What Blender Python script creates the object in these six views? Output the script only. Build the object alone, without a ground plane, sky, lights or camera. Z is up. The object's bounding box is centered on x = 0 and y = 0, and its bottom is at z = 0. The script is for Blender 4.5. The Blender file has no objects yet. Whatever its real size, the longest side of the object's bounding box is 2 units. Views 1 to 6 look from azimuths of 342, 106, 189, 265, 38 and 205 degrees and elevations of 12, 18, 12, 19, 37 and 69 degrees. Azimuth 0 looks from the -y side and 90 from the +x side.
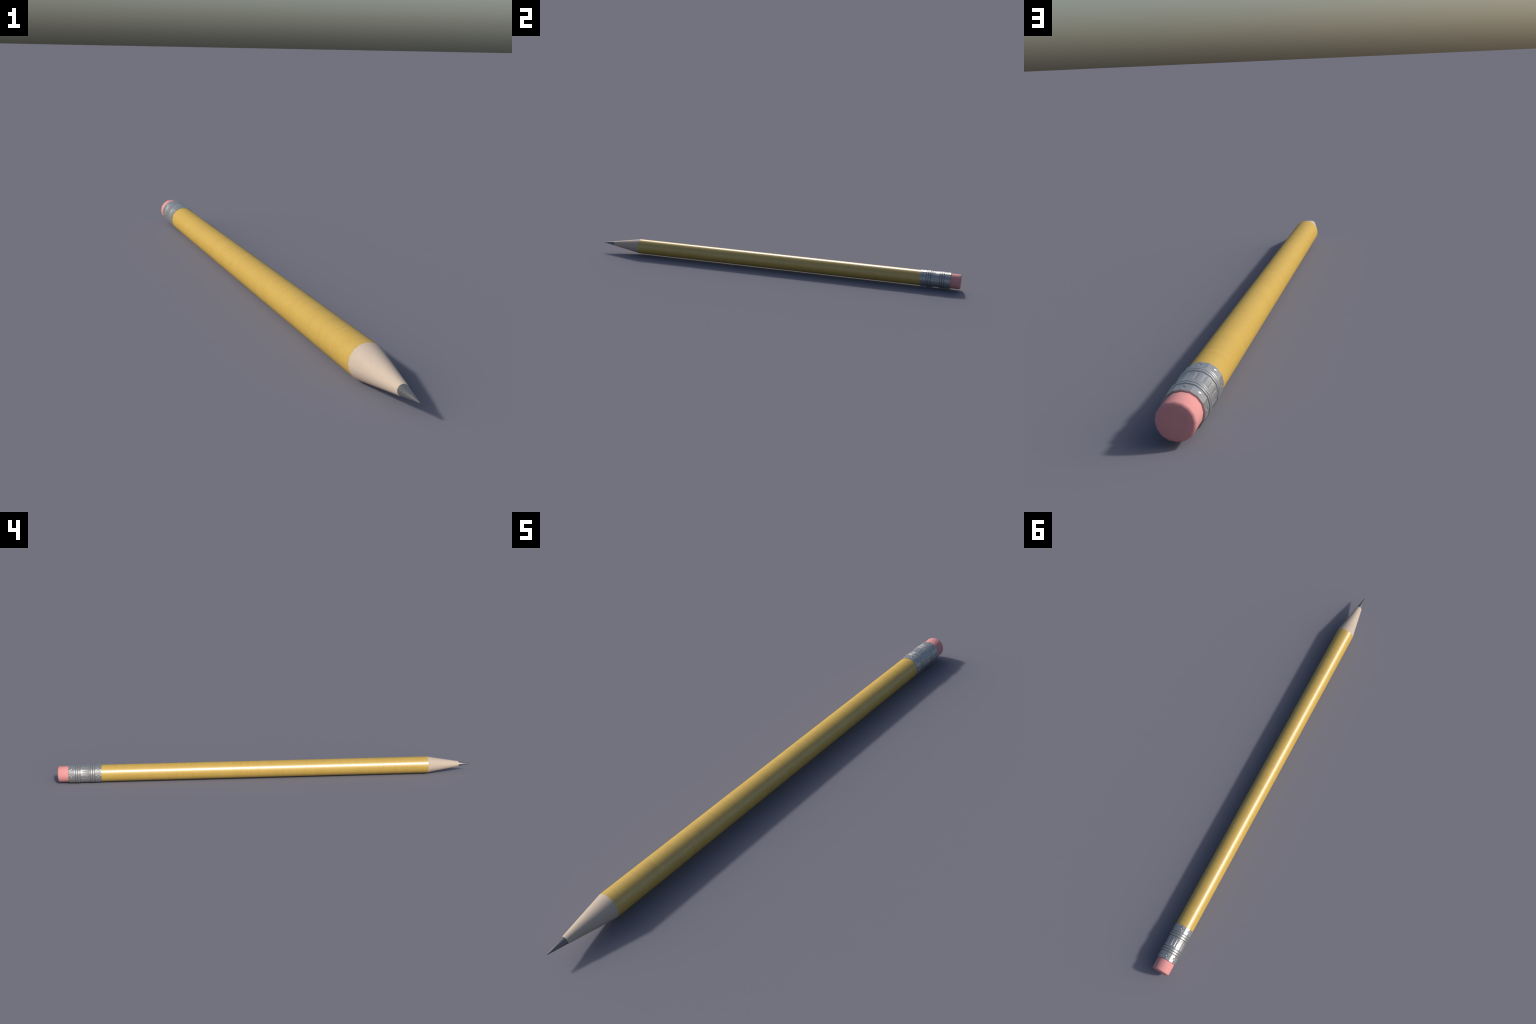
"""A yellow wooden pencil lying along the y axis: graphite point at -y, pink eraser at +y."""
import bpy
import math
import numpy as np
from mathutils import Vector

SIDES = 16                      # every part is turned on the same 16-sided polygon
AXIS_Z = 0.0431                 # height of the pencil's axis: the ferrule rings touch z = 0
STEP = math.tau / SIDES

# stations along the axis
TIP, LEAD_Y, CONE_Y, FERRULE_A, FERRULE_B, END = -1.0, -0.9375, -0.779, 0.7945, 0.9485, 1.0
BODY_R, ERASER_R = 0.0400, 0.0379


# ---------------------------------------------------------------- node helpers
class Mat:
    def __init__(self, name):
        self.m = bpy.data.materials.new(name)
        self.m.use_nodes = True
        self.t = self.m.node_tree
        self.bsdf = self.t.nodes["Principled BSDF"]

    def add(self, kind, **props):
        n = self.t.nodes.new("ShaderNode" + kind)
        for k, v in props.items():
            setattr(n, k, v)
        return n

    def put(self, node, name, value):
        if hasattr(value, "is_output") or isinstance(value, bpy.types.NodeSocket):
            self.t.links.new(value, node.inputs[name])
        else:
            node.inputs[name].default_value = value

    def coords(self, scale=(1, 1, 1), rot=(0, 0, 0)):
        tc, mp = self.add("TexCoord"), self.add("Mapping")
        self.t.links.new(tc.outputs["Object"], mp.inputs["Vector"])
        mp.inputs["Scale"].default_value = scale
        mp.inputs["Rotation"].default_value = rot
        return mp.outputs[0]

    def noise(self, vec, scale, detail=2.0, rough=0.5, distortion=0.0):
        n = self.add("TexNoise")
        self.put(n, "Vector", vec)
        self.put(n, "Scale", scale)
        self.put(n, "Detail", detail)
        self.put(n, "Roughness", rough)
        self.put(n, "Distortion", distortion)
        return n.outputs["Fac"]

    def span(self, fac, lo, hi, a=0.0, b=1.0):
        n = self.add("MapRange", clamp=True)
        for k, v in (("Value", fac), ("From Min", lo), ("From Max", hi), ("To Min", a), ("To Max", b)):
            self.put(n, k, v)
        return n.outputs[0]

    def math(self, op, a, b):
        n = self.add("Math", operation=op)
        for i, v in enumerate((a, b)):
            if isinstance(v, bpy.types.NodeSocket):
                self.t.links.new(v, n.inputs[i])
            else:
                n.inputs[i].default_value = v
        return n.outputs[0]

    def mix(self, fac, a, b):
        n = self.add("Mix", data_type="RGBA")
        for i, v in ((0, fac), (6, a), (7, b)):
            if isinstance(v, bpy.types.NodeSocket):
                self.t.links.new(v, n.inputs[i])
            else:
                n.inputs[i].default_value = v if i == 0 else (*v, 1.0)
        return n.outputs[2]

    def bump(self, height, strength, distance):
        n = self.add("Bump")
        self.put(n, "Strength", strength)
        self.put(n, "Distance", distance)
        self.put(n, "Height", height)
        self.t.links.new(n.outputs[0], self.bsdf.inputs["Normal"])

    def set(self, **kw):
        for k, v in kw.items():
            k = k.replace("_", " ")
            if k == "Base Color" and not isinstance(v, bpy.types.NodeSocket):
                v = (*v, 1.0)
            self.put(self.bsdf, k, v)
        return self.m


def yellow_paint():
    m = Mat("yellow_lacquer")
    rings = m.noise(m.coords((11, 330, 11), (0.05, 0, 0.06)), 1.0, 3.0, 0.6, 0.8)
    scratch = m.span(rings, 0.56, 0.68)
    gate = m.span(m.noise(m.coords(), 22.0, 2.0), 0.42, 0.60)
    pits = m.span(m.noise(m.coords((1, 1.15, 1)), 380.0, 1.0), 0.625, 0.76)
    wear = m.math("MAXIMUM", m.math("MULTIPLY", scratch, m.math("MULTIPLY", gate, 0.55)), m.math("MULTIPLY", pits, 0.75))
    tone = m.mix(m.span(m.noise(m.coords((1, 6, 1)), 9.0, 4.0), 0.3, 0.7), PAINT_A, PAINT_B)
    col = m.mix(wear, tone, PAINT_WORN)
    height = m.math("SUBTRACT", m.math("MULTIPLY", rings, 0.15), wear)
    m.bump(height, 0.12, 0.0005)
    # an even film of gloss over matt pigment, the same from every side
    gloss, film = m.add("BsdfGlossy"), m.add("MixShader")
    m.put(gloss, "Roughness", m.span(wear, 0, 1, PAINT_ROUGH, 0.5))
    bumped = m.bsdf.inputs["Normal"].links[0].from_socket
    m.put(gloss, "Normal", bumped)
    m.put(film, 0, 0.102)
    m.put(film, 1, m.bsdf.outputs[0])
    m.put(film, 2, gloss.outputs[0])
    out = next(n for n in m.t.nodes if n.bl_idname == "ShaderNodeOutputMaterial")
    m.t.links.new(film.outputs[0], out.inputs["Surface"])
    return m.set(Base_Color=col, Roughness=0.9, Specular_IOR_Level=0.0)


def bare_wood():
    m = Mat("sharpened_cedar")
    grain = m.noise(m.coords((60, 2.5, 60)), 1.6, 4.0, 0.6)
    speck = m.noise(m.coords((1, 0.4, 1)), 160.0, 2.0)
    f = m.math("ADD", m.math("MULTIPLY", grain, 0.7), m.math("MULTIPLY", speck, 0.3))
    return m.set(Base_Color=m.mix(m.span(f, 0.35, 0.65), WOOD_A, WOOD_B), Roughness=0.75, Specular_IOR_Level=0.25)


def graphite():
    m = Mat("graphite")
    n = m.noise(m.coords(), 420.0, 2.0)
    m.bump(n, 0.2, 0.0006)
    return m.set(Base_Color=m.mix(m.span(n, 0.35, 0.7), LEAD_A, LEAD_B), Metallic=LEAD_METAL, Roughness=LEAD_ROUGH)


def tin():
    m = Mat("ferrule_tin")
    n = m.noise(m.coords(), 190.0, 4.0, 0.6)
    blot = m.noise(m.coords(), 38.0, 3.0)
    f = m.math("ADD", m.math("MULTIPLY", n, 0.5), m.math("MULTIPLY", blot, 0.5))
    col = m.mix(m.span(f, 0.36, 0.64), TIN_A, TIN_B)
    sep = m.add("SeparateXYZ")                  # shadow of the unlit groove walls, painted into the tin colour
    m.put(sep, 0, m.coords())
    s = m.math("ABSOLUTE", m.math("SUBTRACT", sep.outputs["Y"], (FERRULE_A + FERRULE_B) / 2), 0.0)
    near = None
    for station in (0.0238, 0.0350, 0.0453):
        d = m.math("ABSOLUTE", m.math("SUBTRACT", s, station), 0.0)
        near = d if near is None else m.math("MINIMUM", near, d)
    col = m.mix(m.span(near, 0.0004, 0.0012, 0.45, 0.0), col, GROOVE_SHADE)
    m.bump(n, 0.08, 0.0006)
    return m.set(Base_Color=col, Metallic=TIN_METAL, Roughness=m.span(n, 0.3, 0.7, TIN_ROUGH - 0.04, TIN_ROUGH + 0.06))


def rubber():
    m = Mat("pink_rubber")
    n = m.noise(m.coords(), 45.0, 5.0, 0.6)
    fine = m.noise(m.coords(), 600.0, 2.0)
    m.bump(fine, 0.12, 0.0005)
    return m.set(Base_Color=m.mix(m.span(n, 0.3, 0.7), RUBBER_A, RUBBER_B), Roughness=0.85, Specular_IOR_Level=0.25)


PAINT_A, PAINT_B, PAINT_WORN, PAINT_ROUGH = (0.482, 0.322, 0.067), (0.515, 0.346, 0.074), (0.30, 0.195, 0.038), 0.31
WOOD_A, WOOD_B = (0.438, 0.364, 0.298), (0.468, 0.390, 0.320)
LEAD_A, LEAD_B, LEAD_METAL, LEAD_ROUGH = (0.13, 0.13, 0.136), (0.20, 0.20, 0.21), 0.5, 0.27
GROOVE_SHADE = (0.11, 0.12, 0.13)
TIN_A, TIN_B, TIN_METAL, TIN_ROUGH = (0.32, 0.33, 0.34), (0.37, 0.38, 0.385), 0.6, 0.34
RUBBER_A, RUBBER_B = (0.60, 0.255, 0.253), (0.63, 0.275, 0.272)


# ---------------------------------------------------------------- mesh helpers
def make(name, verts, faces, normals, material, parent):
    """normals: one per vertex (smooth over the 16 flats, as lathe-turned stock is)."""
    me = bpy.data.meshes.new(name)
    me.from_pydata([tuple(v) for v in verts], [], faces)
    me.materials.append(material)
    me.polygons.foreach_set("use_smooth", [True] * len(me.polygons))
    me.update()
    if normals is not None:
        me.normals_split_custom_set_from_vertices([tuple(n) for n in normals])
    ob = bpy.data.objects.new(name, me)
    bpy.context.scene.collection.objects.link(ob)
    ob.parent = parent
    return ob


def turned(name, profile, material, parent, close_start=False, close_end=False, per_side=1):
    """Turn a list of (y, r, normal_r, normal_y) stations on the 16-sided polygon.
    The normal goes round smoothly although the flats are flat."""
    n = SIDES * per_side
    verts, normals, faces = [], [], []
    for y, r, nr, ny in profile:
        for i in range(n):
            a = math.tau * i / n
            k = math.cos(STEP / 2) / math.cos((a + 1e-9) % STEP - STEP / 2)
            verts.append((r * k * math.cos(a), y, AXIS_Z + r * k * math.sin(a)))
            normals.append(Vector((nr * math.cos(a), ny, nr * math.sin(a))).normalized())
    for j in range(len(profile) - 1):
        for i in range(n):
            a, b = j * n + i, j * n + (i + 1) % n
            faces.append((a, a + n, b + n, b))
    if close_start:
        verts.append((0, profile[0][0], AXIS_Z))
        normals.append(Vector((0, -1, 0)))
        faces += [(len(verts) - 1, i, (i + 1) % n) for i in range(n)]
    if close_end:
        base = (len(profile) - 1) * n
        verts.append((0, profile[-1][0], AXIS_Z))
        normals.append(Vector((0, 1, 0)))
        faces += [(len(verts) - 1, base + (i + 1) % n, base + i) for i in range(n)]
    return make(name, verts, faces, normals, material, parent)


def slope(y0, r0, y1, r1):
    """Outward normal (radial, axial) of a cone flank."""
    d = math.hypot(y1 - y0, r1 - r0)
    nr, ny = (y1 - y0) / d, -(r1 - r0) / d
    return (nr, ny) if nr > 0 else (-nr, -ny)


# ---------------------------------------------------------------- parts
def barrel(parent, mat):
    # straight barrel; only its normals are tilted pointward, to shape the sun highlight
    prof = []
    for t in range(41):
        y = CONE_Y + (FERRULE_A + 0.006 - CONE_Y) * t / 40
        prof.append((y, BODY_R, 1, -math.tan(math.radians(3.7 + 5.6 * y))))
    return turned("barrel", prof, mat, parent)


def wood_cone(parent, mat):
    rw = 0.0131
    nr, ny = slope(CONE_Y, BODY_R, LEAD_Y + 0.003, rw)
    prof = []
    for t in range(13):                                     # flank, from the lead up to the paint
        f = t / 12
        y = LEAD_Y + 0.003 + (CONE_Y - LEAD_Y - 0.003) * f
        lean = math.tan(math.radians(14.5 - 9.0 * f))
        prof.append((y, rw + (BODY_R - rw) * f, 1, -lean))
    lip = [(LEAD_Y + 0.001, 0.0121, 0.6, -0.8), (LEAD_Y, 0.0105, 0.2, -1.0), (LEAD_Y + 0.004, 0.0080, 0.0, -1.0)]
    lip[1] = (LEAD_Y + 0.0006, 0.0112, 0.1, -1.0)
    prof = [lip[2], lip[1], lip[0]] + prof
    prof.append((CONE_Y + 0.0012, BODY_R - 0.0025, nr, ny))  # tucked under the lacquer
    return turned("wood_cone", prof, mat, parent)


def lead(parent, mat):
    r0, r1 = 0.0118, 0.0013
    nr, ny = slope(LEAD_Y, r0, TIP + 0.001, r1)
    prof = [(TIP, 0.0005, 0.25, -1), (TIP + 0.0004, 0.0010, 0.7, -0.7), (TIP + 0.0012, r1, nr, ny)]
    for t in range(1, 13):
        f = t / 12
        prof.append((TIP + 0.0012 + (LEAD_Y + 0.006 - TIP - 0.0012) * f, r1 + (r0 + 0.001 - r1) * f, 1, -math.tan(math.radians(20 * (1 - f) ** 1.2))))
    return turned("graphite_lead", prof, mat, parent, close_start=True)


def eraser(parent, mat):
    c = math.sqrt(0.5)
    prof = [(FERRULE_B - 0.02, ERASER_R, 1, 0), (FERRULE_B + 0.01, ERASER_R, 1, 0),
            (END - 0.006, ERASER_R, 0.98, 0.2), (END - 0.002, ERASER_R - 0.0018, c, c),
            (END, ERASER_R - 0.006, 0.2, 0.98), (END, ERASER_R * 0.5, 0, 1)]
    return turned("eraser", prof, mat, parent, close_end=True)


def ferrule(parent, mat):
    """Tin band: two dimpled end bands, two groups of turned rings, a fluted waist."""
    mid, half = (FERRULE_A + FERRULE_B) / 2, (FERRULE_B - FERRULE_A) / 2
    # distance from the middle -> radius, the same on both sides
    knots = np.array([(.0196, .0418), (.0221, .0418), (.0229, .0408), (.0238, .0402), (.0245, .0408), (.0252, .0427),
                      (.0265, .0430), (.0298, .0431), (.0332, .0430), (.0338, .0427), (.0343, .0411), (.0350, .0406),
                      (.0356, .0411), (.0363, .0426), (.0375, .0430), (.0405, .0431), (.0434, .0430), (.0440, .0427),
                      (.0445, .0408), (.0453, .0402), (.0461, .0407), (.0469, .0416), (.0485, .04205), (.0520, .0419),
                      (half - .0003, .0417), (half, .0415)])
    waist = [(t, .0409 + .0009 * (t / .0196) ** 2) for t in np.linspace(0, .0190, 12)]
    knots = np.vstack([waist, knots])
    fine = np.linspace(0, half, 700)
    prof = np.interp(fine, knots[:, 0], knots[:, 1])
    kern = np.hanning(9)
    kern /= kern.sum()
    prof = np.convolve(np.pad(prof, 4, mode="reflect"), kern, "valid")

    per = 20                                                  # subdivisions of each flat
    n = SIDES * per
    theta = np.arange(n) * math.tau / n
    s = np.concatenate([np.linspace(-half, -.0525, 40, endpoint=False), np.linspace(-.0525, -.0190, 190, endpoint=False),
                        np.linspace(-.0190, .0190, 60, endpoint=False), np.linspace(.0190, .0525, 190, endpoint=False),
                        np.linspace(.0525, half, 41)])
    S, T = np.meshgrid(s, theta, indexing="ij")
    rng = np.random.default_rng(7)
    flute_depth = rng.uniform(0.5, 1.2, 32)
    flute_shift = rng.uniform(-0.12, 0.12, 32)

    def detail(S, T):
        r = np.interp(np.abs(S), fine, prof)
        # flutes on the waist: two rounded ribs for each flat, pressed unevenly
        u = (T / math.tau * 32) % 32
        k = np.floor(u).astype(int) % 32
        w = np.clip((0.0185 - np.abs(S)) / 0.0045, 0, 1)
        w = w * w * (3 - 2 * w)
        v = np.abs(u - np.floor(u) - 0.5 - flute_shift[k] * np.sin(math.pi * (u - np.floor(u))))
        r = r - w * 0.00085 * flute_depth[k] * np.clip(v * 2, 0, 1) ** 2.5
        # punched dimples on the edges between flats, eight to a band
        for centre, rad, deep in ((0.0612, 0.0042, 0.0028), (-0.0628, 0.0038, 0.0028)):
            da = (T + math.pi / 8) % (math.pi / 4) - math.pi / 8
            q = ((S - centre) ** 2 + (da * 0.0415) ** 2) / rad ** 2
            r = r - deep * np.exp(-q * 2.2)
        return r

    def polygon(T):
        return math.cos(STEP / 2) / np.cos((T + 1e-9) % STEP - STEP / 2)

    rings = np.clip((0.0505 - np.abs(S)) / 0.0035, 0, 1) * np.clip((np.abs(S) - 0.0165) / 0.0035, 0, 1)

    def radius(S, T):
        return detail(S, T) * polygon(T)

    R = radius(S, T)
    verts = np.stack([R * np.cos(T), mid + S, AXIS_Z + R * np.sin(T)], -1).reshape(-1, 3)
    # shading normals: flats stay flat on the bands, but run round smoothly over the turned rings
    e, h = 0.0020, 0.00010
    d_flat = (polygon(T + e) - polygon(T - e)) / (2 * e)
    d_det = (detail(S, T + e * 2) - detail(S, T - e * 2)) / (4 * e)
    d_s = (detail(S + h, T) - detail(S - h, T)) / (2 * h)
    g = d_det / R + d_flat * (1 - rings)
    nx, nz = np.cos(T) + g * np.sin(T), np.sin(T) - g * np.cos(T)
    N = np.stack([nx, -d_s, nz], -1).reshape(-1, 3)
    N /= np.linalg.norm(N, axis=1, keepdims=True)

    faces = []
    m = len(s)
    for j in range(m - 1):
        for i in range(n):
            a, b = j * n + i, j * n + (i + 1) % n
            faces.append((a, a + n, b + n, b))
    verts, N = verts.tolist(), N.tolist()

    def rim(row, y, sign, depth):
        """Cut end of the tin and its inner wall."""
        r_in = ERASER_R - 0.0003 if sign > 0 else BODY_R - 0.0006
        start = len(verts)
        for yy, rr, nr, ny in ((y, None, 0, sign), (y, r_in, 0, sign), (y, r_in, -1, 0), (y - sign * depth, r_in, -1, 0)):
            for i in range(n):
                a = theta[i]
                rad = R[row, i] if rr is None else rr * polygon(a)
                verts.append([rad * math.cos(a), yy, AXIS_Z + rad * math.sin(a)])
                N.append([nr * math.cos(a), ny, nr * math.sin(a)])
        for k in (0, 2):
            for i in range(n):
                a, b = start + k * n + i, start + k * n + (i + 1) % n
                faces.append((a, a + n, b + n, b) if sign > 0 else (b, b + n, a + n, a))

    rim(m - 1, mid + half, 1, 0.004)
    rim(0, mid - half, -1, 0.004)
    return make("ferrule", verts, faces, N, mat, parent)


def build():
    root = bpy.data.objects.new("pencil", None)
    bpy.context.scene.collection.objects.link(root)
    root["label"] = "yellow wooden pencil with sharpened point, metal ferrule and pink eraser"
    root["category"] = "pencil"
    barrel(root, yellow_paint())
    wood_cone(root, bare_wood())
    lead(root, graphite())
    ferrule(root, tin())
    eraser(root, rubber())


build()
